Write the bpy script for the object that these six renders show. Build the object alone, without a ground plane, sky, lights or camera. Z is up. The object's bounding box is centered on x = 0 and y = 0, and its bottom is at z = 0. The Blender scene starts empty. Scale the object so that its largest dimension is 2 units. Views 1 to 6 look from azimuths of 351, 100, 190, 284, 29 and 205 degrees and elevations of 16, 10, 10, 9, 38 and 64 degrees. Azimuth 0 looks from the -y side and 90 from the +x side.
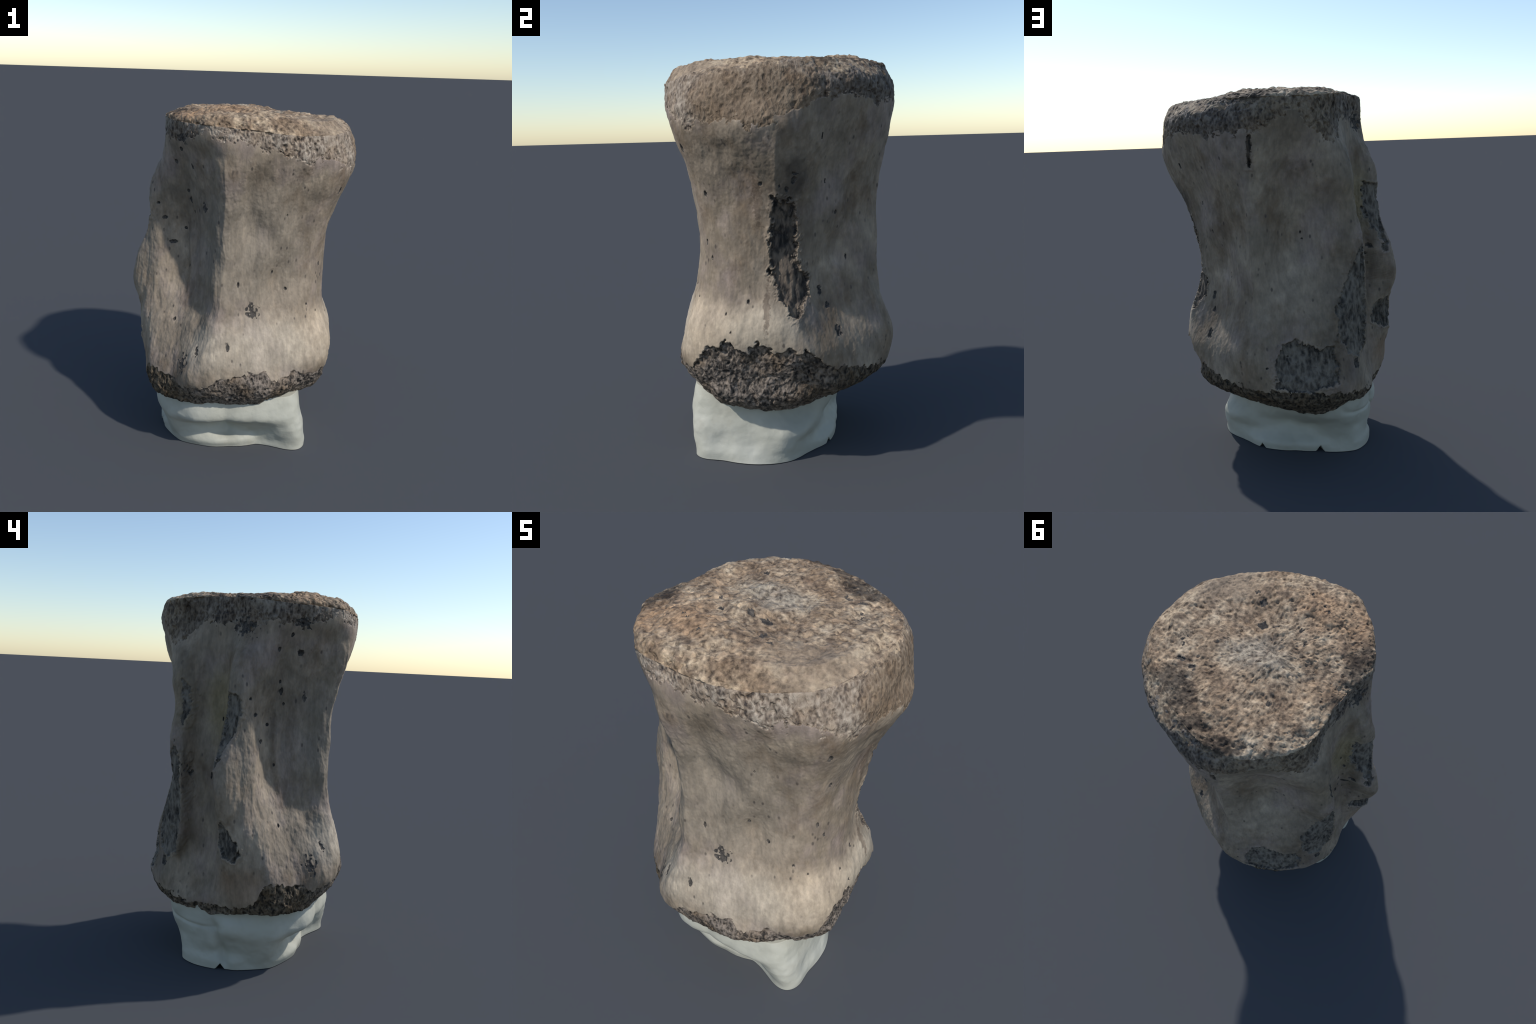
"""A fossil vertebra (spool-shaped centrum with broken arch stumps) standing on a lump of pale putty."""
import bpy
import numpy as np
import math

SECTIONS = [  # (height fraction, radii round the body in metres)
    (0.00, [0.460, 0.422, 0.398, 0.367, 0.326, 0.302, 0.296, 0.308, 0.347, 0.382, 0.403, 0.421, 0.443, 0.457, 0.476, 0.477, 0.460, 0.444, 0.459, 0.482, 0.505, 0.521, 0.547, 0.569, 0.583, 0.594, 0.593, 0.581, 0.553, 0.510]),
    (0.05, [0.535, 0.510, 0.490, 0.485, 0.443, 0.417, 0.480, 0.463, 0.443, 0.471, 0.509, 0.519, 0.527, 0.545, 0.565, 0.564, 0.547, 0.559, 0.573, 0.536, 0.510, 0.534, 0.574, 0.598, 0.617, 0.623, 0.608, 0.587, 0.577, 0.566]),
    (0.11, [0.597, 0.557, 0.533, 0.536, 0.546, 0.504, 0.577, 0.502, 0.472, 0.512, 0.532, 0.524, 0.537, 0.591, 0.565, 0.578, 0.587, 0.597, 0.541, 0.508, 0.479, 0.549, 0.587, 0.598, 0.618, 0.625, 0.599, 0.570, 0.582, 0.612]),
    (0.18, [0.610, 0.566, 0.529, 0.514, 0.490, 0.571, 0.600, 0.543, 0.492, 0.583, 0.529, 0.494, 0.540, 0.618, 0.520, 0.555, 0.556, 0.583, 0.515, 0.486, 0.467, 0.591, 0.628, 0.598, 0.605, 0.588, 0.556, 0.528, 0.545, 0.578]),
    (0.27, [0.568, 0.536, 0.486, 0.477, 0.478, 0.519, 0.590, 0.542, 0.536, 0.564, 0.454, 0.437, 0.494, 0.568, 0.496, 0.534, 0.554, 0.568, 0.516, 0.450, 0.461, 0.600, 0.620, 0.592, 0.576, 0.529, 0.488, 0.472, 0.487, 0.492]),
    (0.37, [0.506, 0.494, 0.433, 0.417, 0.407, 0.479, 0.524, 0.493, 0.475, 0.500, 0.403, 0.410, 0.452, 0.530, 0.466, 0.462, 0.513, 0.585, 0.520, 0.409, 0.570, 0.679, 0.580, 0.563, 0.478, 0.433, 0.420, 0.411, 0.426, 0.426]),
    (0.47, [0.511, 0.463, 0.412, 0.409, 0.347, 0.444, 0.495, 0.488, 0.476, 0.468, 0.441, 0.369, 0.469, 0.532, 0.384, 0.432, 0.438, 0.586, 0.555, 0.411, 0.582, 0.673, 0.549, 0.554, 0.418, 0.369, 0.384, 0.370, 0.400, 0.398]),
    (0.57, [0.455, 0.485, 0.395, 0.423, 0.398, 0.429, 0.501, 0.485, 0.495, 0.489, 0.446, 0.449, 0.449, 0.540, 0.364, 0.352, 0.452, 0.613, 0.524, 0.372, 0.486, 0.596, 0.560, 0.523, 0.384, 0.354, 0.391, 0.328, 0.396, 0.385]),
    (0.66, [0.452, 0.489, 0.395, 0.402, 0.434, 0.436, 0.537, 0.497, 0.500, 0.559, 0.446, 0.476, 0.505, 0.529, 0.400, 0.398, 0.433, 0.589, 0.465, 0.345, 0.414, 0.554, 0.568, 0.476, 0.400, 0.369, 0.365, 0.360, 0.398, 0.387]),
    (0.75, [0.459, 0.520, 0.433, 0.445, 0.461, 0.458, 0.585, 0.538, 0.589, 0.622, 0.495, 0.511, 0.546, 0.558, 0.411, 0.429, 0.495, 0.578, 0.437, 0.371, 0.404, 0.561, 0.542, 0.476, 0.461, 0.412, 0.380, 0.397, 0.408, 0.406]),
    (0.83, [0.501, 0.554, 0.487, 0.485, 0.477, 0.520, 0.633, 0.597, 0.668, 0.646, 0.559, 0.541, 0.576, 0.598, 0.460, 0.483, 0.521, 0.516, 0.437, 0.407, 0.414, 0.488, 0.503, 0.496, 0.480, 0.443, 0.419, 0.411, 0.440, 0.454]),
    (0.90, [0.511, 0.564, 0.527, 0.511, 0.532, 0.565, 0.645, 0.639, 0.618, 0.639, 0.606, 0.579, 0.587, 0.609, 0.520, 0.523, 0.511, 0.451, 0.423, 0.419, 0.412, 0.421, 0.457, 0.485, 0.484, 0.479, 0.467, 0.446, 0.481, 0.487]),
    (0.95, [0.541, 0.570, 0.541, 0.528, 0.558, 0.558, 0.619, 0.616, 0.624, 0.621, 0.590, 0.599, 0.573, 0.597, 0.566, 0.527, 0.497, 0.439, 0.414, 0.418, 0.410, 0.412, 0.449, 0.474, 0.484, 0.498, 0.498, 0.478, 0.523, 0.526]),
    (1.00, [0.553, 0.532, 0.531, 0.537, 0.553, 0.551, 0.606, 0.574, 0.581, 0.578, 0.521, 0.504, 0.525, 0.552, 0.553, 0.515, 0.519, 0.454, 0.403, 0.404, 0.403, 0.420, 0.458, 0.471, 0.476, 0.486, 0.491, 0.499, 0.512, 0.532]),
]
LOWER_EDGE = [0.306, -0.005, -0.009, 0.008, -0.040, -0.010, 0.010, 0.004, 0.004]
UPPER_EDGE = [1.922, -0.025, -0.010, -0.014, -0.008, 0.005, -0.004, 0.003, -0.003]
FACE_RINGS = [  # (fraction of the rim radius, height offset and tilt terms)
    (0.97, [0.005, 0.013, -0.017, 0.014, -0.006]),
    (0.90, [0.028, 0.021, -0.006, 0.012, 0.005]),
    (0.78, [0.038, 0.019, -0.012, 0.018, 0.003]),
    (0.60, [0.047, 0.026, -0.012, 0.021, -0.009]),
    (0.40, [0.051, 0.008, -0.011, 0.007, -0.010]),
    (0.20, [0.064, -0.000, -0.013, 0.012, 0.000]),
]
FACE_CENTRE = 0.059

CENTRE = (0.0, -0.02)
N_AROUND = 1080
SUB = 40


# ----------------------------------------------------------------- numeric helpers
def hash3(ix, iy, iz, seed):
    h = (ix * 374761393 + iy * 668265263 + iz * 2147483647 + seed * 1274126177) & 0xFFFFFFFF
    h = ((h ^ (h >> 13)) * 1274126177) & 0xFFFFFFFF
    h = ((h ^ (h >> 16)) * 2246822519) & 0xFFFFFFFF
    return ((h ^ (h >> 15)) & 0xFFFF).astype(np.float64) / 32767.5 - 1.0


def vnoise(P, scale, seed=0):
    """smooth value noise, about -1..1"""
    Q = P * np.asarray(scale, float) + 100.0 + seed * 0.37
    I = np.floor(Q).astype(np.int64)
    F = Q - I
    F = F * F * F * (F * (F * 6 - 15) + 10)
    r = 0
    for dx in (0, 1):
        wx = F[:, 0] if dx else 1 - F[:, 0]
        for dy in (0, 1):
            wy = F[:, 1] if dy else 1 - F[:, 1]
            for dz in (0, 1):
                wz = F[:, 2] if dz else 1 - F[:, 2]
                r = r + wx * wy * wz * hash3(I[:, 0] + dx, I[:, 1] + dy, I[:, 2] + dz, seed)
    return r


def fbm(P, scale, octaves=3, seed=0, gain=0.55):
    s = np.asarray(scale, float)
    a, r, n = 1.0, 0, 0
    for k in range(octaves):
        r = r + a * vnoise(P, s * 2.03 ** k, seed + 17 * k)
        n += a
        a *= gain
    return r / n * 1.5


def step(a, b, x):
    t = np.clip((x - a) / (b - a), 0, 1)
    return t * t * (3 - 2 * t)


def catmull(rows, sub):
    """interpolate a stack of control rows; linear extrapolation past the ends"""
    rows = np.asarray(rows, float)
    n = len(rows)
    ext = np.concatenate([[2 * rows[0] - rows[1]], rows, [2 * rows[-1] - rows[-2]]])
    out = []
    for i in range(n - 1):
        a, b, c, d = ext[i], ext[i + 1], ext[i + 2], ext[i + 3]
        for k in range(sub if i < n - 2 else sub + 1):
            t = k / sub
            out.append((-.5 * t + t * t - .5 * t ** 3) * a + (1 - 2.5 * t * t + 1.5 * t ** 3) * b
                       + (.5 * t + 2 * t * t - 1.5 * t ** 3) * c + (-.5 * t * t + .5 * t ** 3) * d)
    return np.array(out)


def bspline_loop(ctrl, m):
    ctrl = np.asarray(ctrl, float)
    n = len(ctrl)
    x = np.arange(m) * n / m
    i = x.astype(int)
    t = x - i
    return ((1 - t) ** 3 / 6 * ctrl[(i - 1) % n] + (3 * t ** 3 - 6 * t * t + 4) / 6 * ctrl[i % n]
            + (-3 * t ** 3 + 3 * t * t + 3 * t + 1) / 6 * ctrl[(i + 1) % n] + t ** 3 / 6 * ctrl[(i + 2) % n])


def harmonics(coef, th):
    r = np.full_like(th, coef[0])
    for k in range(1, (len(coef) - 1) // 2 + 1):
        r = r + coef[2 * k - 1] * np.cos(k * th) + coef[2 * k] * np.sin(k * th)
    return r


def loop_interp(points, az):
    """piecewise-linear value round the body; points are (azimuth in degrees, value)"""
    a = np.array([p[0] for p in points], float)
    v = np.array([p[1] for p in points], float)
    return np.interp(az, np.concatenate([[a[-1] - 360], a, [a[0] + 360]]), np.concatenate([[v[-1]], v, [v[0]]]))


def blob(az, z, points, reach=0.25):
    """signed distance (metres, + inside) to a rounded patch given by (azimuth, height) corners"""
    q = np.array(points, float)
    ca = q[:, 0].mean()
    x = ((az - ca + 180) % 360 - 180) * math.radians(1) * 0.5
    y = z
    px = (q[:, 0] - ca) * math.radians(1) * 0.5
    py = q[:, 1]
    out = np.full(len(az), -1.0)
    near = (x > px.min() - reach) & (x < px.max() + reach) & (y > py.min() - reach) & (y < py.max() + reach)
    X, Y = x[near], y[near]
    d = np.full(len(X), 1e9)
    inside = np.zeros(len(X), bool)
    n = len(q)
    for i in range(n):
        ax, ay, bx, by = px[i], py[i], px[(i + 1) % n], py[(i + 1) % n]
        t = np.clip(((X - ax) * (bx - ax) + (Y - ay) * (by - ay)) / ((bx - ax) ** 2 + (by - ay) ** 2 + 1e-12), 0, 1)
        d = np.minimum(d, np.hypot(X - ax - t * (bx - ax), Y - ay - t * (by - ay)))
        cross = ((ay > Y) != (by > Y)) & (X < (bx - ax) * (Y - ay) / (by - ay + 1e-12) + ax)
        inside ^= cross
    out[near] = np.where(inside, d, -d)
    return out


# ----------------------------------------------------------------- bone surface
phi = np.arange(N_AROUND) * 2 * math.pi / N_AROUND
theta = phi - 0.5 * np.sin(phi - math.radians(292))      # sections are denser round the arch side
DX, DY = np.sin(theta), -np.cos(theta)

radii = catmull(np.array([bspline_loop(s[1], N_AROUND) for s in SECTIONS]), SUB)
frac = catmull(np.array([[s[0]] for s in SECTIONS]), SUB)[:, 0]
z_low, z_top = harmonics(LOWER_EDGE, theta), harmonics(UPPER_EDGE, theta)
grid = [np.stack([CENTRE[0] + r * DX, CENTRE[1] + r * DY, z_low + u * (z_top - z_low)], -1)
        for u, r in zip(frac, radii)]
n_side = len(grid)

rim_r = radii[-1]
ring_frac = [1.0] + [f[0] for f in FACE_RINGS] + [0.0005]
ring_off = [np.zeros(N_AROUND)] + [harmonics(f[1], theta) for f in FACE_RINGS] + [np.full(N_AROUND, FACE_CENTRE)]
ring = catmull(np.array([np.concatenate([[f], o]) for f, o in zip(ring_frac, ring_off)]), 20)
for row in ring[1:]:
    f, o = row[0], row[1:]
    grid.append(np.stack([CENTRE[0] + rim_r * f * DX, CENTRE[1] + rim_r * f * DY,
                          UPPER_EDGE[0] + f * (z_top - UPPER_EDGE[0]) + o], -1))
under = []
for f in (0.05, 0.3, 0.6, 0.85):
    under.append(np.stack([CENTRE[0] + radii[0] * f * DX, CENTRE[1] + radii[0] * f * DY, z_low + 0.03 * (1 - f)], -1))
grid = under + grid
n_under = len(under)
G = np.array(grid)
corner = n_under + n_side - 1                    # roll the top edge over softly
az_col = np.degrees(theta) % 360
worn_side = step(20, 45, az_col) * (1 - step(95, 125, az_col)) + .7 * step(150, 175, az_col) * (1 - step(205, 225, az_col))       # this side of the rim is worn rounder
for k in range(500):
    a, b = corner - 70, corner + 44
    w = (1 - np.abs(np.linspace(-1, 1, b - a)))[:, None, None] ** .3
    if k >= 130:
        w = w * worn_side[None, :, None]
    G[a:b] += .5 * w * (.5 * (G[a - 1:b - 1] + G[a + 1:b + 1]) - G[a:b])
n_rows = len(G)
row_id = np.repeat(np.arange(n_rows), N_AROUND)
shape = G.shape


def grid_normals(G):
    du = np.roll(G, -1, 1) - np.roll(G, 1, 1)
    dv = np.empty_like(G)
    dv[1:-1] = G[2:] - G[:-2]
    dv[0] = G[1] - G[0]
    dv[-1] = G[-1] - G[-2]
    n = np.cross(du, dv)
    return n / (np.linalg.norm(n, axis=2, keepdims=True) + 1e-12)


P = G.reshape(-1, 3).copy()
# the canal: a flat-floored trough between the two broken arch stumps
edge_az = np.interp(P[:, 2], [.55, .65, .80, .84, .93, 1.0, 1.115, 1.3, 1.475, 1.6],
                    [264, 264, 264, 265, 267, 266, 263.5, 263.5, 264, 266])
floor_x = np.interp(P[:, 2], [.50, .65, .80, 1.0, 1.25, 1.5, 1.75], [-.45, -.445, -.435, -.42, -.405, -.395, -.40])
az0 = np.degrees(np.arctan2(P[:, 0] - CENTRE[0], -(P[:, 1] - CENTRE[1]))) % 360
crest_az = np.interp(P[:, 2], [.55, .65, .71, .79, .92, 1.07, 1.2, 1.5], [237, 241.2, 242.4, 243, 242.4, 240.6, 239.5, 239.0])
# the sharp outer lip of the left stump
r0 = np.hypot(P[:, 0] - CENTRE[0], P[:, 1] - CENTRE[1])
lip = step(crest_az - 7, crest_az - .5, az0) * (1 - step(crest_az + .5, crest_az + 3, az0)) * step(.56, .66, P[:, 2]) * (1 - step(1.05, 1.16, P[:, 2]))
grow = 1 + lip * (.560 / r0 - 1)
P[:, 0] = CENTRE[0] + (P[:, 0] - CENTRE[0]) * grow
P[:, 1] = CENTRE[1] + (P[:, 1] - CENTRE[1]) * grow
soft = np.interp(P[:, 2], [1.1, 1.25], [1.3, 4.5])
in_canal = (1 - step(edge_az - soft, edge_az + soft, az0)) * step(crest_az + .3, crest_az + np.interp(P[:, 2], [1.05, 1.25], [4, 8]), az0) * step(.52, .64, P[:, 2]) * (1 - step(1.50, 1.74, P[:, 2]))
floor_x = floor_x - .25 * np.clip(.14 - P[:, 1], 0, .15)
P[:, 0] += in_canal * (floor_x - P[:, 0])
G = P.reshape(shape)
NRM = grid_normals(G).reshape(-1, 3)
az = np.degrees(np.arctan2(P[:, 0] - CENTRE[0], -(P[:, 1] - CENTRE[1]))) % 360
z = P[:, 2]
rad = np.hypot(P[:, 0] - CENTRE[0], P[:, 1] - CENTRE[1])
on_side = (row_id >= n_under) & (row_id < n_under + n_side)
on_top = row_id >= n_under + n_side
rim_here = rim_r[np.tile(np.arange(N_AROUND), n_rows)]
top_frac = np.where(on_top, rad / rim_here, 1.0)

# --- where each kind of surface lies
RIM_EDGE = [(0, 1.82), (11, 1.772), (22, 1.745), (32, 1.729), (42, 1.735), (50, 1.70), (60, 1.665), (71, 1.656),
            (84, 1.665), (89, 1.633), (96, 1.653), (103, 1.691), (113, 1.746), (133, 1.777), (152, 1.752),
            (168, 1.761), (180, 1.77), (188, 1.80), (198, 1.86), (205, 1.80), (212, 1.741), (221, 1.70), (230, 1.725),
            (238, 1.826), (250, 1.83), (264, 1.804), (277, 1.774), (286, 1.82), (293, 1.842), (310, 1.814),
            (321, 1.852), (329, 1.883), (339, 1.868), (350, 1.84)]
BREAK_EDGE = [(0, .579), (9, .569), (12, .521), (23, .509), (26, .56), (32, .531), (44, .505), (52, .53), (58, .60),
              (61, .638), (71, .674), (78, .631), (82, .624), (88, .664), (96, .642), (112, .644), (120, .572),
              (128, .521), (140, .516), (163, .47), (178, .457), (185, .46), (220, .42), (231, .40), (256, .37),
              (274, .37), (287, .40), (291, .51), (295, .53), (302, .509), (310, .503), (315, .49), (319, .456),
              (330, .49), (339, .53), (346, .555)]
SCARS = {  # broken-open patches: (azimuth, height) corners, depth, border roughness
    "arch_scar": ([(237, 1.22), (232, 1.08), (226, .95), (221, .84), (221, .70), (226, .62), (233, .58), (239, .62),
                   (242, .73), (242.4, .92), (240.5, 1.08)], 0.008, 0.012),
    "process_scar": ([(267, 1.475), (275, 1.46), (277, 1.38), (274, 1.28), (269, 1.17), (265.5, 1.1), (265, 1.25),
                      (266, 1.38)], 0.016, 0.008),
    "process_foot_scar": ([(266, .80), (270, .83), (276, .76), (280, .67), (277, .63), (270, .65), (266, .70)],
                          0.012, 0.008),
    "lower_scar": ([(186, .47), (185, .62), (190, .69), (196, .715), (203, .68), (210, .66), (217, .67), (220, .57),
                    (219, .47), (203, .44)], 0.012, 0.014),
    "foramen": ([(97, 1.34), (108, 1.32), (110, 1.16), (109, 1.05), (117, .96), (117, .88), (110, .80), (109, .765),
                 (105, .80), (99, .90), (94, 1.0), (95, 1.16)], 0.014, 0.018),
    "slit": ([(175.8, 1.75), (177.6, 1.75), (177.2, 1.66), (175.8, 1.585), (174.2, 1.585), (174.6, 1.66)], 0.012, 0.004),
    "arch_dent": ([(236, 1.52), (240, 1.48), (241, 1.38), (240, 1.28), (237.5, 1.30), (237, 1.42)], 0.006, 0.008),
}
# nutrient holes and stains: azimuth, height, half width, half height, raggedness
HOLES = [(18, 1.106, .008, .013, 0), (30, 1.003, .009, .011, 0), (350, 1.055, .007, .020, 0), (24, 1.438, .005, .007, 0),
         (43, .909, .006, .009, 0), (50, .86, .005, .009, 0), (54, 1.568, .012, .028, .3), (60, 1.355, .009, .019, 0),
         (56, 1.125, .008, .019, 0), (60, 1.054, .007, .014, 0), (82, .859, .009, .014, 0), (126, .885, .014, .032, .4),
         (130, .812, .016, .018, .3), (134, .69, .020, .024, .6), (150, 1.024, .005, .020, 0), (136, 1.252, .008, .014, 0),
         (120, 1.60, .006, .022, 0), (127, 1.40, .006, .014, 0), (70, .80, .005, .010, 0), (74, .72, .006, .009, 0),
         (297, 1.696, .012, .015, .2), (313, 1.681, .016, .018, .5), (305, 1.767, .012, .014, .2), (301, 1.534, .010, .012, 0),
         (281, 1.445, .008, .010, 0), (284, 1.365, .011, .012, 0), (293, 1.31, .010, .012, 0), (288, 1.228, .011, .014, .2),
         (301, .80, .011, .014, .2), (303, 1.489, .014, .032, .5), (306, 1.42, .008, .010, 0), (300, 1.10, .008, .010, 0),
         (107, 1.42, .016, .026, .8), (104, 1.37, .012, .016, .7), (100, 1.39, .008, .012, .5), (91, 1.40, .009, .014, .6),
         (192, .63, .006, .006, 0), (181, .585, .007, .007, 0), (206, 1.245, .006, .006, 0), (207, 1.21, .006, .006, 0),
         (262, 1.08, .008, .016, .4), (259, 1.12, .006, .018, 0), (263, 1.13, .006, .018, 0), (258, 1.055, .010, .010, .4),
         (262, 1.25, .005, .014, 0), (261, 1.33, .005, .014, 0), (255, 1.03, .008, .022, .2), (263, .98, .008, .010, 0),
         (231, .55, .022, .030, .4)]
STAINS = [(0, .907, .032, .036, 1.0), (318, .598, .030, .045, 1.0), (327, .69, .013, .026, .9), (345, .73, .012, .020, .9),
          (322, 1.451, .017, .028, .9), (275, 1.80, .05, .045, 1.1), (311, 1.83, .035, .025, 1.0)]
FACE_HOLES = [(.303, .194, .016), (.383, .165, .016), (.360, .168, .012), (.411, .052, .020), (.40, .085, .014), (.151, -.27, .020), (.2, -.315, .014),
              (-.173, -.309, .012), (-.057, -.386, .010), (-.09, -.169, .014), (-.132, -.102, .012), (-.108, .243, .014),
              (.098, -.146, .022), (.04, -.15, .016), (-.14, -.33, .008), (.06, .30, .010)]

n_edge = fbm(P, 26, 3, 3)
n_fine = fbm(P, 60, 2, 8)
n_frill = fbm(P, (130, 130, 80), 2, 9)
rim_edge = loop_interp(RIM_EDGE, az) + 0.030 * n_edge + 0.014 * n_fine + .010 * n_frill
break_edge = loop_interp(BREAK_EDGE, az) + 0.022 * n_edge + 0.009 * n_fine
d_rim = z - rim_edge
d_break = break_edge - z
scar_d = {k: blob(az, z, v[0]) + v[2] * (n_edge + .5 * n_fine + .6 * n_frill) for k, v in SCARS.items()}


def spot(a, h, w, hh, rough):
    x = ((az - a + 180) % 360 - 180) * math.radians(1) * rad
    y = z - h
    far = (np.abs(x) < 4 * w + .05) & (np.abs(y) < 4 * hh + .05) & on_side
    out = np.full(len(az), -1.0)
    k = 1 - np.hypot(x[far] / (.85 * w), y[far] / (.85 * hh)) + rough * (1.0 * vnoise(P[far], 70, 5) + .5 * vnoise(P[far], 130, 6))
    out[far] = k
    return out


hole_d = np.max([spot(*h) for h in HOLES], axis=0)
stain_d = np.max([spot(*h) for h in STAINS], axis=0)
face_hole = np.full(len(az), -1.0)
for hx, hy, hr in FACE_HOLES:
    face_hole = np.maximum(face_hole, np.where(top_frac < .97, 1 - np.hypot(P[:, 0] - hx, P[:, 1] - hy) / hr + .7 * n_fine, -1))
face_hole[~on_top] = -1

# --- relief along the surface normal
relief = 0.006 * fbm(P, (7, 7, 4), 3, 21)                                   # broad unevenness
side_w = on_side * step(.45, .60, z) * (1 - step(1.70, 1.80, z))
relief += side_w * (0.0022 * fbm(P, (38, 38, 8), 3, 31) + 0.0007 * fbm(P, 70, 2, 37))   # lengthwise grain
left = step(255, 275, az) * (1 - step(340, 352, az))
relief += side_w * left * 0.004 * fbm(P, (22, 22, 12), 3, 33)
# spongy bone is pitted
pits = np.clip(fbm(P, (52, 52, 34), 2, 41) - 0.1, 0, 1)
lumps = fbm(P, 24, 3, 43)
w_rim = step(-.004, .012, d_rim) * on_side * (1 - .5 * step(.4, .8, NRM[:, 2]))
relief += w_rim * (-0.012 * pits * (1 - .6 * step(40, 65, az) * (1 - step(105, 125, az))) + 0.004 * lumps) - 0.003 * w_rim * (1 - step(0.0, .03, d_rim))
w_brk = step(-.003, .010, d_break) * (on_side | (row_id < n_under))
deep = step(48, 62, az) * (1 - step(112, 135, az))
near_lip = 1 - step(.15, .27, d_break)
relief += w_brk * (-0.010 * pits + 0.006 * lumps + 0.004 - (0.006 + 0.016 * deep) * near_lip + .007 * deep * (1 - near_lip))
for k, v in SCARS.items():
    w = step(-.002, .010, scar_d[k]) * on_side
    relief += on_side * 0.004 * np.exp(-((scar_d[k] + .008) / .008) ** 2)
    relief += w * (-v[1] - 0.006 * pits + 0.005 * fbm(P, (40, 40, 14), 3, 47))
relief -= 0.008 * step(0, .6, hole_d) + 0.006 * step(0, .7, face_hole) + 0.003 * step(0, .5, stain_d)
# the articular face: rough, with a shallow ring hollow round a grainy middle
fx, fy = P[:, 0] - 0.03, P[:, 1] + 0.01
fr = np.hypot(fx, fy) + 0.03 * vnoise(P, 9, 51)
w_top = on_top * 1.0
smooth_zone = step(-.05, .12, (P[:, 0] - .30) * .62 - (P[:, 1] + .30) * .62 + .02)    # worn flat near one edge
smooth_zone = smooth_zone * step(.62, .72, top_frac)
relief += w_top * (-0.007 * np.exp(-((fr - .17) / .05) ** 2) + 0.002 * np.exp(-(fr / .1) ** 2))
relief += w_top * (1 - .35 * smooth_zone) * (0.006 * fbm(P, 14, 3, 53) + 0.0045 * fbm(P, 38, 2, 55) - 0.008 * np.clip(fbm(P, 60, 2, 57) - .15, 0, 1))


def cusp(line, lo, hi, height, width):
    """sharpen a lengthwise edge of the shaft; line is (height, azimuth)"""
    a = np.interp(z, [q[0] for q in line], [q[1] for q in line])
    d = np.abs((az - a + 180) % 360 - 180) * math.radians(1) * rad
    return on_side * height * (np.exp(-d / width) - .55 * np.exp(-(d / (3 * width)) ** 2)) * step(lo, lo + .12, z) * (1 - step(hi - .12, hi, z))


relief += cusp([(.8, 175), (1.05, 173), (1.57, 171)], .78, 1.68, .030, .032)
relief += cusp([(1.05, 93), (1.23, 95), (1.34, 98), (1.62, 99)], 1.0, 1.66, .012, .03)
relief += cusp([(.83, 337), (.93, 338.5), (1.05, 339), (1.21, 341.5), (1.32, 339), (1.44, 341), (1.55, 342), (1.66, 342)], .76, 1.80, .012, .03)


def dimple(a, h, sa, sh, depth):
    d = ((az - a + 180) % 360 - 180) / sa
    return -depth * on_side * np.exp(-d * d - ((z - h) / sh) ** 2)


relief += dimple(147, 1.38, 9, .15, .022) + dimple(143, .85, 9, .1, .008)
relief += -w_top * .010 * np.exp(-(fr / .22) ** 2) + w_top * .006 * fbm(P, 5, 2, 59)
P = P + NRM * relief[:, None]
G2 = P.reshape(shape)
VN = grid_normals(G2).reshape(-1, 3)

# ----------------------------------------------------------------- regions -> parts
R_SHAFT, R_ARCH, R_FACE, R_RIM, R_BREAK, R_HOLE, R_SCAR0 = 0, 1, 2, 3, 4, 5, 10
i0 = (np.arange(n_rows - 1)[:, None] * N_AROUND + np.arange(N_AROUND)[None]).ravel()
j1 = (np.arange(n_rows - 1)[:, None] * N_AROUND + (np.arange(N_AROUND)[None] + 1) % N_AROUND).ravel()
quads = np.stack([i0, j1, j1 + N_AROUND, i0 + N_AROUND], -1)


def fmean(a):
    return a[quads].mean(1)


f_row = row_id[quads].max(1)
f_side = (f_row < n_under + n_side)
region = np.zeros(len(quads), int)
f_az = np.degrees(np.arctan2(P[quads, 0].mean(1) - CENTRE[0], -(P[quads, 1].mean(1) - CENTRE[1]))) % 360
f_z = fmean(P[:, 2])
arch = blob(f_az, f_z, [(262, 1.56), (276, 1.56), (286, 1.40), (291, 1.1), (293, .85), (288, .60), (270, .56), (261, .62), (262, 1.0), (265, 1.3)])
region[(arch > 0) & f_side] = R_ARCH
region[fmean(d_rim) > 0] = R_RIM
region[fmean(d_break) > 0] = R_BREAK
scar_names = list(SCARS)
for i, k in enumerate(scar_names):
    region[(fmean(scar_d[k]) > 0) & f_side & (fmean(d_break) < 0.03)] = R_SCAR0 + i
region[((fmean(hole_d) > 0) | (fmean(stain_d) > 0)) & f_side] = R_HOLE
upward = fmean(NRM[:, 2]) + 0.26 * fmean(n_edge) + .12 * fmean(n_frill)
region[(~f_side) | ((upward > .60) & (f_z > 1.75))] = R_FACE
region[(fmean(face_hole) > .25) & ~f_side] = R_HOLE


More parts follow.
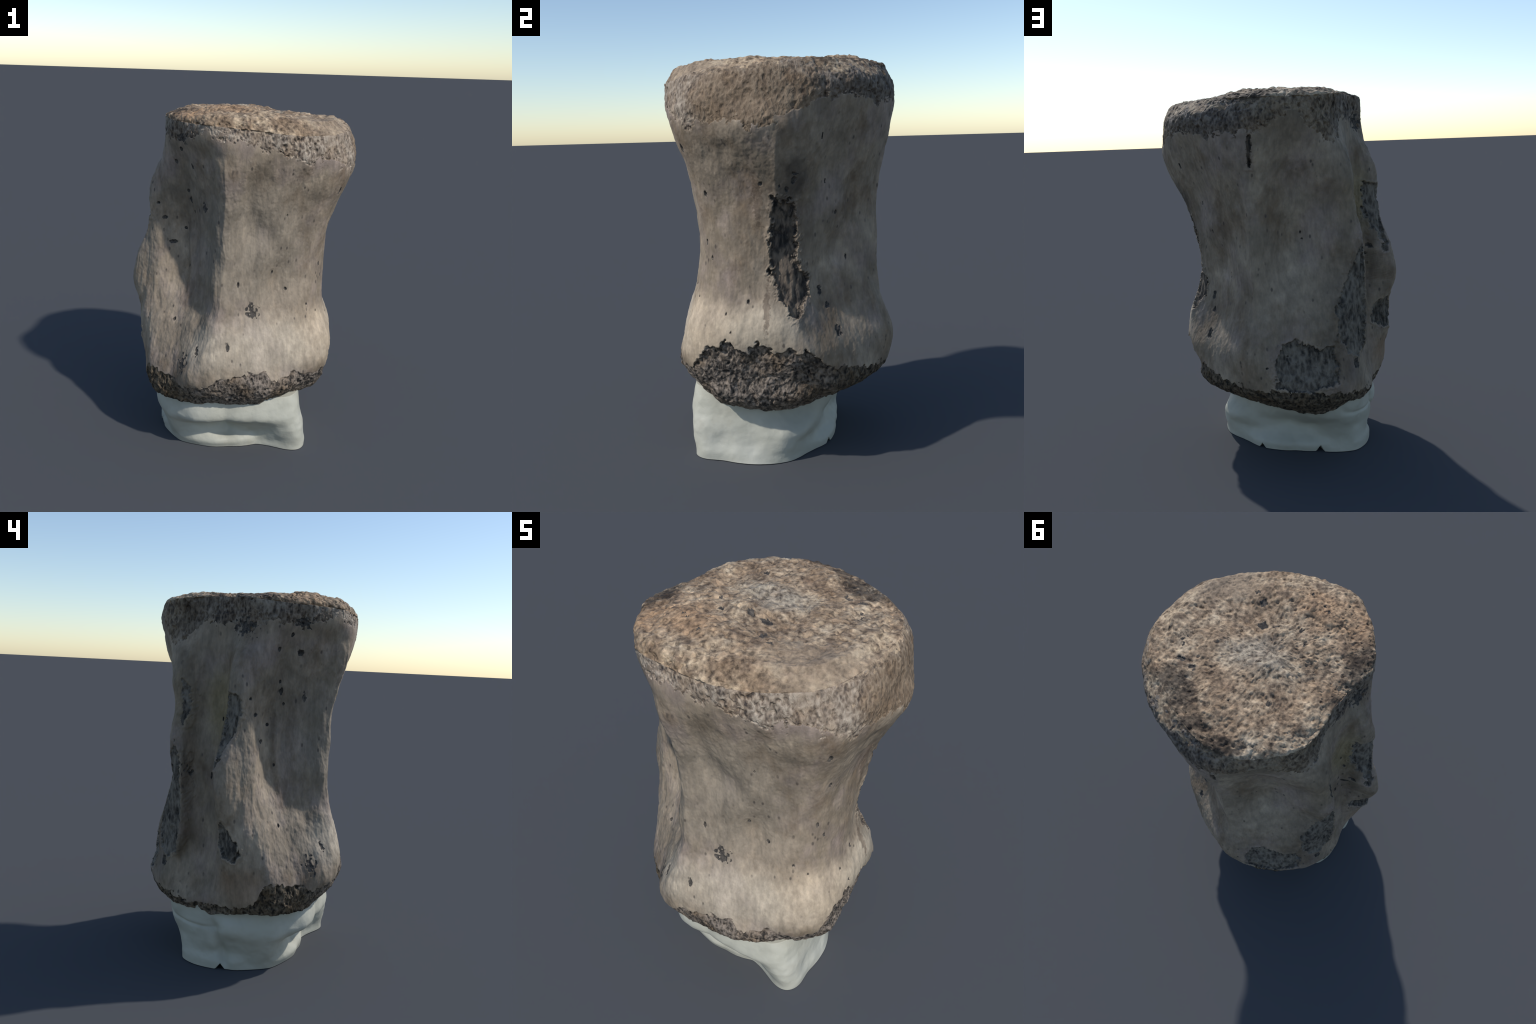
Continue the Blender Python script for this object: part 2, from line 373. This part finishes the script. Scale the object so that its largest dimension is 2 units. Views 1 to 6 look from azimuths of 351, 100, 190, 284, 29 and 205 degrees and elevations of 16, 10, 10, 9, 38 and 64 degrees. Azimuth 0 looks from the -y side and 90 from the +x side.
# ----------------------------------------------------------------- materials
class Nodes:
    def __init__(self, name):
        self.mat = bpy.data.materials.new(name)
        self.mat.use_nodes = True
        self.t = self.mat.node_tree
        self.bsdf = self.t.nodes["Principled BSDF"]
        self.co = self.t.nodes.new("ShaderNodeTexCoord").outputs["Object"]

    def link(self, a, b):
        self.t.links.new(a, b)

    def mapped(self, scale=(1, 1, 1), loc=(0, 0, 0)):
        m = self.t.nodes.new("ShaderNodeMapping")
        m.inputs["Scale"].default_value = scale
        m.inputs["Location"].default_value = loc
        self.link(self.co, m.inputs["Vector"])
        return m.outputs[0]

    def noise(self, scale, detail=4, rough=.6, stretch=(1, 1, 1), loc=(0, 0, 0), distort=0):
        n = self.t.nodes.new("ShaderNodeTexNoise")
        n.inputs["Scale"].default_value = scale
        n.inputs["Detail"].default_value = detail
        n.inputs["Roughness"].default_value = rough
        n.inputs["Distortion"].default_value = distort
        self.link(self.mapped(stretch, loc), n.inputs["Vector"])
        return n.outputs[0]

    def voronoi(self, scale, feature="F1", stretch=(1, 1, 1), loc=(0, 0, 0), rnd=1.0):
        n = self.t.nodes.new("ShaderNodeTexVoronoi")
        n.feature = feature
        n.inputs["Scale"].default_value = scale
        n.inputs["Randomness"].default_value = rnd
        self.link(self.mapped(stretch, loc), n.inputs["Vector"])
        return n.outputs["Distance"]

    def ramp(self, fac, *stops):
        r = self.t.nodes.new("ShaderNodeValToRGB")
        e = r.color_ramp.elements
        while len(e) < len(stops):
            e.new(.5)
        for k, (pos, col) in enumerate(stops):
            e[k].position = pos
            e[k].color = (col, col, col, 1) if isinstance(col, (int, float)) else (*col, 1)
        self.link(fac, r.inputs[0])
        return r.outputs[0]

    def mix(self, fac, a, b, mode="MIX"):
        m = self.t.nodes.new("ShaderNodeMix")
        m.data_type = "RGBA"
        m.blend_type = mode
        for sock, v in ((m.inputs[0], fac), (m.inputs[6], a), (m.inputs[7], b)):
            if isinstance(v, (int, float)):
                sock.default_value = v
            elif isinstance(v, tuple):
                sock.default_value = (*v, 1)
            else:
                self.link(v, sock)
        return m.outputs[2]

    def math(self, op, a, b=0.0):
        m = self.t.nodes.new("ShaderNodeMath")
        m.operation = op
        for k, v in enumerate((a, b)):
            if isinstance(v, (int, float)):
                m.inputs[k].default_value = v
            else:
                self.link(v, m.inputs[k])
        return m.outputs[0]

    def patch(self, centre, size, wobble=.5, scale=9, hard=.35):
        """soft ellipsoid mask with a noisy border"""
        m = self.t.nodes.new("ShaderNodeMapping")
        m.vector_type = "TEXTURE"
        m.inputs["Location"].default_value = centre
        m.inputs["Scale"].default_value = size
        self.link(self.co, m.inputs["Vector"])
        l = self.t.nodes.new("ShaderNodeVectorMath")
        l.operation = "LENGTH"
        self.link(m.outputs[0], l.inputs[0])
        d = self.math("ADD", l.outputs["Value"], self.math("MULTIPLY", self.math("SUBTRACT", self.noise(scale, 4), .5), 2 * wobble))
        mr = self.t.nodes.new("ShaderNodeMapRange")
        mr.inputs["From Min"].default_value = 1 + hard
        mr.inputs["From Max"].default_value = 1 - hard
        self.link(d, mr.inputs["Value"])
        return mr.outputs[0]

    def finish(self, color, rough=.8, bump=None, dist=.01, strength=.5, spec=.3):
        self.link(color, self.bsdf.inputs["Base Color"])
        if isinstance(rough, (int, float)):
            self.bsdf.inputs["Roughness"].default_value = rough
        else:
            self.link(rough, self.bsdf.inputs["Roughness"])
        self.bsdf.inputs["Specular IOR Level"].default_value = spec
        if bump is not None:
            b = self.t.nodes.new("ShaderNodeBump")
            b.inputs["Strength"].default_value = strength
            b.inputs["Distance"].default_value = dist
            self.link(bump, b.inputs["Height"])
            self.link(b.outputs[0], self.bsdf.inputs["Normal"])
        return self.mat


def cortex_material():
    n = Nodes("cortical_bone")
    base = n.ramp(n.noise(3.2, 5, .6), (.30, (.180, .141, .099)), (.5, (.246, .196, .144)), (.70, (.335, .270, .200)))  # ramp darkened and warmed all round to match the bone's shadow side
    base = n.mix(n.ramp(n.noise(4.5, 4, .6, (1, 1, .8), (9, 2, 4)), (.50, 0), (.66, .7)), base, (.255, .200, .172))       # pinkish grey
    base = n.mix(n.ramp(n.noise(5.5, 5, .65, (1, 1, .7), (2, 6, 1)), (.50, 0), (.68, .75)), base, (.150, .104, .064))     # brown blotches, strengthened toward the browner tone of the shaded views
    base = n.mix(n.math("MULTIPLY", n.patch((-.02, -.45, 1.25), (.35, .25, .33), .4, 5), .6), base, (.232, .198, .155))     # grey waist
    base = n.mix(n.math("MULTIPLY", n.patch((.38, -.33, .72), (.22, .2, .16), .35, 6), .75), base, (.47, .375, .27))      # warm corner
    base = n.mix(n.math("MULTIPLY", n.patch((.05, -.52, .70), (.4, .2, .16), .5, 6), .6), base, (.45, .385, .30))
    base = n.mix(n.math("MULTIPLY", n.patch((.52, -.02, .74), (.15, .2, .10), .4, 7), .7), base, (.44, .37, .28))
    base = n.mix(n.math("MULTIPLY", n.patch((-.45, .07, 1.40), (.08, .09, .2), .4, 9), .55), base, (.25, .20, .10))        # ochre in the canal
    base = n.mix(n.math("MULTIPLY", n.patch((-.60, -.12, .50), (.12, .16, .09), .5, 9), .5), base, (.26, .17, .11))
    base = n.mix(n.math("MULTIPLY", n.patch((-.42, .30, 1.40), (.1, .12, .14), .4, 9), .5), base, (.22, .17, .11))
    base = n.mix(n.math("MULTIPLY", n.patch((.52, -.03, 1.31), (.06, .022, .12), 1.6, 40, .2), .6), base, (.085, .058, .040))
    base = n.mix(n.math("MULTIPLY", n.patch((.51, .0, .84), (.06, .014, .12), 1.6, 44, .2), .6), base, (.095, .065, .045))
    for c, sz, amt in (((.51, .13, 1.44), (.07, .055, .13), .75), ((.50, .17, .86), (.07, .05, .14), .5), ((.50, .05, 1.33), (.05, .07, .12), .45),
                       ((-.36, .40, .60), (.12, .12, .16), .4), ((-.42, .33, .90), (.10, .09, .26), .4), ((-.52, .0, 1.25), (.06, .08, .26), .4),
                       ((.50, .22, 1.15), (.10, .10, .30), .25), ((-.30, -.24, 1.5), (.12, .12, .25), .25)):
        base = n.mix(n.math("MULTIPLY", n.patch(c, sz, .7, 14, .35), amt), base, (.062, .050, .040))
    streak = n.noise(46, 5, .66, (1, 1, .36))
    col = n.mix(.38, base, n.ramp(streak, (.28, (.20, .20, .20)), (.5, (.5, .5, .5)), (.72, (.82, .80, .77))), "OVERLAY")
    blotch = n.ramp(n.noise(11, 4, .6, (1, 1, .7), (3, 1, 2)), (.35, .32), (.65, .66))
    col = n.mix(.5, col, blotch, "OVERLAY")
    pores = n.ramp(n.voronoi(26, "F1", (1, 1, .55)), (.10, 1), (.20, 0))
    gate = n.ramp(n.noise(6, 3, .5, (1, 1, 1), (7, 3, 1)), (.47, 0), (.58, 1))
    col = n.mix(n.math("MULTIPLY", n.math("MULTIPLY", pores, gate), .75), col, (.055, .045, .04))
    h = n.math("ADD", n.math("MULTIPLY", streak, .7), n.math("MULTIPLY", n.noise(70, 3, .6), .4))
    return n.finish(col, .72, h, .006, .45)


def spongy_material(name, light, mid, dark, scale, stretch, amount, bump=.9, warm=None, tints=(), smooth=None):
    n = Nodes(name)
    cells = n.noise(scale, 3, .62, stretch, (0, 0, 0), .6)
    fine = n.voronoi(scale * 1.35, "F1", stretch, (3, 2, 1))
    web = n.math("ADD", n.math("MULTIPLY", cells, .8), n.math("MULTIPLY", fine, .28))
    big = n.noise(5, 4, .6, (1, 1, 1), (2, 8, 4))
    h = n.math("ADD", web, n.math("MULTIPLY", n.math("SUBTRACT", big, .5), amount))
    col = n.ramp(h, (.36, dark), (.48, mid), (.62, light), (.80, tuple(min(1, c * 1.3) for c in light)))
    if warm:
        col = n.mix(n.ramp(n.noise(7, 3, .6, (1, 1, 1), (5, 5, 1)), (.45, 0), (.65, .7)), col, warm, "MULTIPLY")
    if smooth:
        worn = n.ramp(n.noise(6, 4, .6, (1, 1, 1), (1, 7, 3)), (.42, .15), (.62, .75))
        tan = n.ramp(n.noise(9, 4, .6), (.35, (.155, .115, .082)), (.65, (.29, .235, .18)))
        where = smooth[0][0] and n.patch(*smooth[0], .5, 6, .45)
        col = n.mix(n.math("MAXIMUM", n.math("MULTIPLY", worn, .55), n.math("MULTIPLY", where, .62)), col, tan)
    for centre, size, tint in tints:
        col = n.mix(n.math("MULTIPLY", n.patch(centre, size, .5, 10, .3), .85), col, tint, "MULTIPLY")
    return n.finish(col, .8, h, .012, bump)


def face_material():
    n = Nodes("articular_bone")
    base = n.ramp(n.noise(5.5, 5, .7), (.30, (.145, .096, .060)), (.45, (.27, .194, .128)), (.58, (.38, .295, .205)), (.75, (.48, .40, .30)))
    base = n.mix(n.math("MULTIPLY", n.patch((-.22, -.32, 1.98), (.2, .13, .2), .5, 7), .6), base, (.30, .185, .105))   # rusty quarter
    base = n.mix(n.math("MULTIPLY", n.patch((.05, .02, 1.98), (.13, .10, .2), .9, 9), .5), base, (.19, .185, .165))     # grey middle
    base = n.mix(n.ramp(n.noise(14, 4, .65, (1, 1, 1), (6, 2, 9)), (.50, 0), (.66, .75)), base, (.095, .064, .045))    # brown mottling
    cells = n.noise(38, 4, .66, (1, 1, 1), (0, 0, 0), .3)
    vor = n.voronoi(52, "F1", (1, 1, 1))
    h = n.math("ADD", n.math("MULTIPLY", cells, .85), n.math("MULTIPLY", vor, .22))
    grain = n.ramp(h, (.40, (.06, .055, .055)), (.48, (.36, .35, .34)), (.58, (.60, .60, .58)), (.70, (.95, .93, .90)))
    flat = n.patch((.44, -.36, 1.90), (.22, .17, .2), .35, 6)
    rough_amt = n.math("SUBTRACT", .68, n.math("MULTIPLY", flat, .3))
    base = n.mix(n.math("MULTIPLY", flat, .5), base, (.255, .20, .145))
    col = n.mix(rough_amt, base, grain, "OVERLAY")
    for c, s in (((.36, .28, 1.96), (.10, .06, .1)), ((.27, .36, 1.95), (.08, .06, .1)), ((.17, .45, 1.93), (.08, .05, .1)), ((-.40, -.10, 1.95), (.06, .12, .1)), ((.0, .50, 1.92), (.1, .04, .1))):
        col = n.mix(n.math("MULTIPLY", n.patch(c, s, 1.2, 26, .3), .85), col, (.17, .17, .185), "MULTIPLY")
    return n.finish(col, .8, h, .010, .5)


def hole_material():
    n = Nodes("dark_pit")
    col = n.ramp(n.noise(60, 3), (.35, (.032, .029, .027)), (.65, (.105, .090, .076)))
    return n.finish(col, .9)


def clay_material():
    n = Nodes("pale_putty")
    base = n.ramp(n.noise(3.5, 4, .55), (.3, (.36, .35, .29)), (.55, (.44, .43, .36)), (.75, (.48, .47, .405)))
    base = n.mix(n.ramp(n.noise(8, 4, .6, (1, 1, 1), (4, 4, 4)), (.55, 0), (.75, .35)), base, (.33, .30, .235))
    h = n.noise(16, 4, .55)
    return n.finish(base, .55, h, .012, .35, .35)


M_CORTEX = cortex_material()
M_RIM = spongy_material("spongy_rim_bone", (.38, .32, .255), (.195, .153, .118), (.040, .034, .033), 48, (1, 1, .6), .30, .8, (.80, .66, .52),
                        [((.42, .48, 1.84), (.45, .22, .14), (.44, .44, .46)), ((.63, .02, 1.75), (.12, .38, .2), (.72, .64, .54)),
                         ((-.40, .0, 1.85), (.14, .5, .12), (.50, .49, .48)), ((-.2, .45, 1.85), (.3, .2, .2), (.62, .58, .50))],
                        (((.62, -.05, 1.74), (.20, .33, .15)),))
M_BREAK = spongy_material("spongy_broken_bone", (.22, .18, .145), (.085, .070, .057), (.016, .014, .013), 46, (1, 1, .7), .3, 1.0, (.75, .62, .45),
                          [((-.1, .45, .42), (.75, .35, .14), (.50, .46, .36)), ((-.5, -.2, .42), (.25, .35, .16), (.55, .50, .38))])
M_SCAR = spongy_material("spongy_scar_bone", (.165, .143, .116), (.090, .077, .063), (.030, .027, .024), 38, (1, 1, .5), .5, .7)
M_FORAMEN = spongy_material("foramen_bone", (.135, .105, .078), (.050, .041, .034), (.014, .013, .012), 34, (1, 1, .4), .5)
M_FACE = face_material()
M_HOLE = hole_material()
M_CLAY = clay_material()


# ----------------------------------------------------------------- build objects
def mesh_object(name, verts, faces, normals, material, parent):
    me = bpy.data.meshes.new(name)
    me.vertices.add(len(verts))
    me.vertices.foreach_set("co", verts.ravel())
    me.loops.add(faces.size)
    me.loops.foreach_set("vertex_index", faces.ravel().astype(np.int32))
    me.polygons.add(len(faces))
    me.polygons.foreach_set("loop_start", np.arange(len(faces), dtype=np.int32) * faces.shape[1])
    me.update(calc_edges=True)
    me.polygons.foreach_set("use_smooth", np.ones(len(faces), bool))
    me.normals_split_custom_set_from_vertices([tuple(v) for v in normals])
    me.materials.append(material)
    ob = bpy.data.objects.new(name, me)
    bpy.context.scene.collection.objects.link(ob)
    ob.parent = parent
    return ob


def region_object(name, mask, material, parent):
    f = quads[mask]
    used, inv = np.unique(f, return_inverse=True)
    return mesh_object(name, P[used], inv.reshape(f.shape), VN[used], material, parent)


thing = bpy.data.objects.new("mounted_fossil_vertebra", None)
bpy.context.scene.collection.objects.link(thing)
thing["label"] = "spool-shaped brown-grey fossil vertebra standing on pale putty"
thing["category"] = "fossil bone"

shaft = region_object("vertebra_body", region == R_SHAFT, M_CORTEX, thing)
region_object("arch_stump", region == R_ARCH, M_CORTEX, shaft)
region_object("articular_face", region == R_FACE, M_FACE, shaft)
region_object("spongy_rim", region == R_RIM, M_RIM, shaft)
region_object("broken_edge", region == R_BREAK, M_BREAK, shaft)
pits_ob = region_object("nutrient_pits", region == R_HOLE, M_HOLE, shaft)
pits_ob["kind"] = "stuff"
for i, k in enumerate(scar_names):
    region_object(k, region == R_SCAR0 + i, M_FORAMEN if k in ("foramen", "slit") else M_SCAR, shaft)

# ----------------------------------------------------------------- putty stand
CLAY = [  # (height, outline corners)
    (0.0, [(.318, -.427), (.358, -.378), (.364, -.27), (.388, -.126), (.384, -.07), (.358, .022), (.331, .074), (.24, .14),
           (.19, .177), (.112, .238), (.03, .262), (-.1, .262), (-.222, .256), (-.35, .255), (-.433, .225), (-.479, .142),
           (-.495, .025), (-.482, -.06), (-.445, -.15), (-.385, -.258), (-.286, -.312), (-.103, -.348), (.07, -.338),
           (.117, -.358), (.171, -.380), (.235, -.42), (.28, -.432)]),
    (0.04, [(.318, -.427), (.358, -.378), (.364, -.27), (.374, -.126), (.374, -.07), (.358, .022), (.331, .074), (.24, .14),
           (.19, .177), (.112, .238), (.03, .262), (-.1, .262), (-.222, .256), (-.35, .255), (-.433, .225), (-.479, .142),
           (-.495, .025), (-.482, -.06), (-.445, -.15), (-.395, -.268), (-.295, -.325), (-.103, -.348), (.07, -.338),
           (.117, -.358), (.171, -.380), (.235, -.42), (.28, -.432)]),
    (0.09, [(.318, -.430), (.348, -.385), (.350, -.27), (.362, -.126), (.372, -.06), (.370, .03), (.330, .09), (.225, .145),
            (.14, .180), (.06, .220), (-.06, .215), (-.18, .215), (-.30, .255), (-.41, .24), (-.470, .150), (-.475, .03),
            (-.465, -.055), (-.46, -.14), (-.420, -.252), (-.300, -.312), (-.103, -.288), (.05, -.330), (.13, -.388),
            (.19, -.425), (.25, -.440), (.29, -.442)]),
    (0.15, [(.310, -.432), (.342, -.385), (.346, -.27), (.356, -.126), (.365, -.05), (.362, .04), (.32, .11), (.215, .18),
            (.07, .210), (-.05, .195), (-.18, .215), (-.30, .275), (-.40, .265), (-.468, .170), (-.500, .04),
            (-.485, -.06), (-.482, -.155), (-.43, -.275), (-.30, -.318), (-.12, -.288), (.03, -.375), (.13, -.42),
            (.20, -.448), (.27, -.450)]),
    (0.23, [(.295, -.425), (.325, -.372), (.345, -.27), (.348, -.126), (.340, -.05), (.30, .05), (.235, .12), (.165, .19),
            (.06, .25), (-.05, .27), (-.17, .315), (-.29, .34), (-.42, .29), (-.482, .19), (-.505, .05),
            (-.515, -.06), (-.508, -.17), (-.45, -.32), (-.32, -.42), (-.13, -.445), (.03, -.468), (.13, -.473),
            (.20, -.462), (.26, -.447)]),
    (0.36, [(.285, -.395), (.312, -.345), (.330, -.26), (.330, -.126), (.315, -.05), (.26, .04), (.20, .12), (.14, .19),
            (.05, .24), (-.05, .30), (-.17, .36), (-.29, .37), (-.42, .30), (-.47, .19), (-.485, .05),
            (-.49, -.06), (-.485, -.16), (-.425, -.30), (-.31, -.405), (-.12, -.43), (.03, -.435), (.13, -.435), (.24, -.43)]),
]
CC = (-.05, -.05)
N_CLAY = 360
ca = np.arange(N_CLAY) * 2 * math.pi / N_CLAY


def clay_radius(points):
    q = np.array(points) - CC
    a = np.degrees(np.arctan2(q[:, 1], q[:, 0])) % 360
    o = np.argsort(a)
    r = loop_interp(list(zip(a[o], np.hypot(q[o, 0], q[o, 1]))), np.degrees(ca))
    k = np.exp(-.5 * (np.arange(-6, 7) / 2.5) ** 2)
    k /= k.sum()
    return sum(w * np.roll(r, s) for w, s in zip(k, range(-6, 7)))


cr = catmull(np.array([clay_radius(c[1]) for c in CLAY]), 24)
cz = catmull(np.array([[c[0]] for c in CLAY]), 24)[:, 0]
CG = np.array([np.stack([CC[0] + r * np.cos(ca), CC[1] + r * np.sin(ca), np.full(N_CLAY, h)], -1) for r, h in zip(cr, cz)])
CN = grid_normals(CG).reshape(-1, 3)
CP = CG.reshape(-1, 3)
fade = step(0.0, .05, CP[:, 2])
bump = 0.007 * fbm(CP, (5, 5, 7), 2, 71) + 0.002 * fbm(CP, 20, 2, 73)
crease = -0.012 * np.exp(-((vnoise(CP, (3.4, 3.4, 5), 77)) / .07) ** 2) * step(.1, .5, vnoise(CP, 3, 79))
fold_y = np.interp(CP[:, 2], [0, .27], [-.045, .035])          # upright fold on the arch side
crease = crease - .034 * np.exp(-((CP[:, 1] - fold_y) / .024) ** 2) * (CP[:, 0] < -.2) * (1 - step(.22, .30, CP[:, 2]))
CP = CP + CN * ((bump + crease * .7) * (.3 + .7 * fade))[:, None]
# lifted notches in the foot, where two lumps meet
for ang, hgt, wid in ((math.atan2(-.01 + .05, -.495 + .05), .035, .035), (math.atan2(.262 + .05, -.235 + .05), .040, .035), (math.atan2(.245 + .05, .10 + .05), .028, .040)):
    d = (np.arctan2(CP[:, 1] - CC[1], CP[:, 0] - CC[0]) - ang + math.pi) % (2 * math.pi) - math.pi
    lift = hgt * np.clip(1 - np.abs(d) / (wid * 1.6), 0, 1)
    CP[:, 2] = np.maximum(CP[:, 2], lift)
CP[:, 2] = np.maximum(CP[:, 2], 0)
CG = CP.reshape(CG.shape)
# close the underside and the hidden top
rows = [np.stack([CC[0] + (CG[0, :, 0] - CC[0]) * f, CC[1] + (CG[0, :, 1] - CC[1]) * f, CG[0, :, 2] * f + .012 * (1 - f)], -1) for f in (.02, .5, .9)]
tops = [np.stack([CC[0] + (CG[-1, :, 0] - CC[0]) * f, CC[1] + (CG[-1, :, 1] - CC[1]) * f, CG[-1, :, 2] + .01 * (1 - f)], -1) for f in (.9, .5, .02)]
CG = np.concatenate([np.array(rows), CG, np.array(tops)])
m = len(CG)
a0 = (np.arange(m - 1)[:, None] * N_CLAY + np.arange(N_CLAY)[None]).ravel()
b0 = (np.arange(m - 1)[:, None] * N_CLAY + (np.arange(N_CLAY)[None] + 1) % N_CLAY).ravel()
cq = np.stack([a0, b0, b0 + N_CLAY, a0 + N_CLAY], -1)
mesh_object("putty_stand", CG.reshape(-1, 3), cq, grid_normals(CG).reshape(-1, 3), M_CLAY, thing)
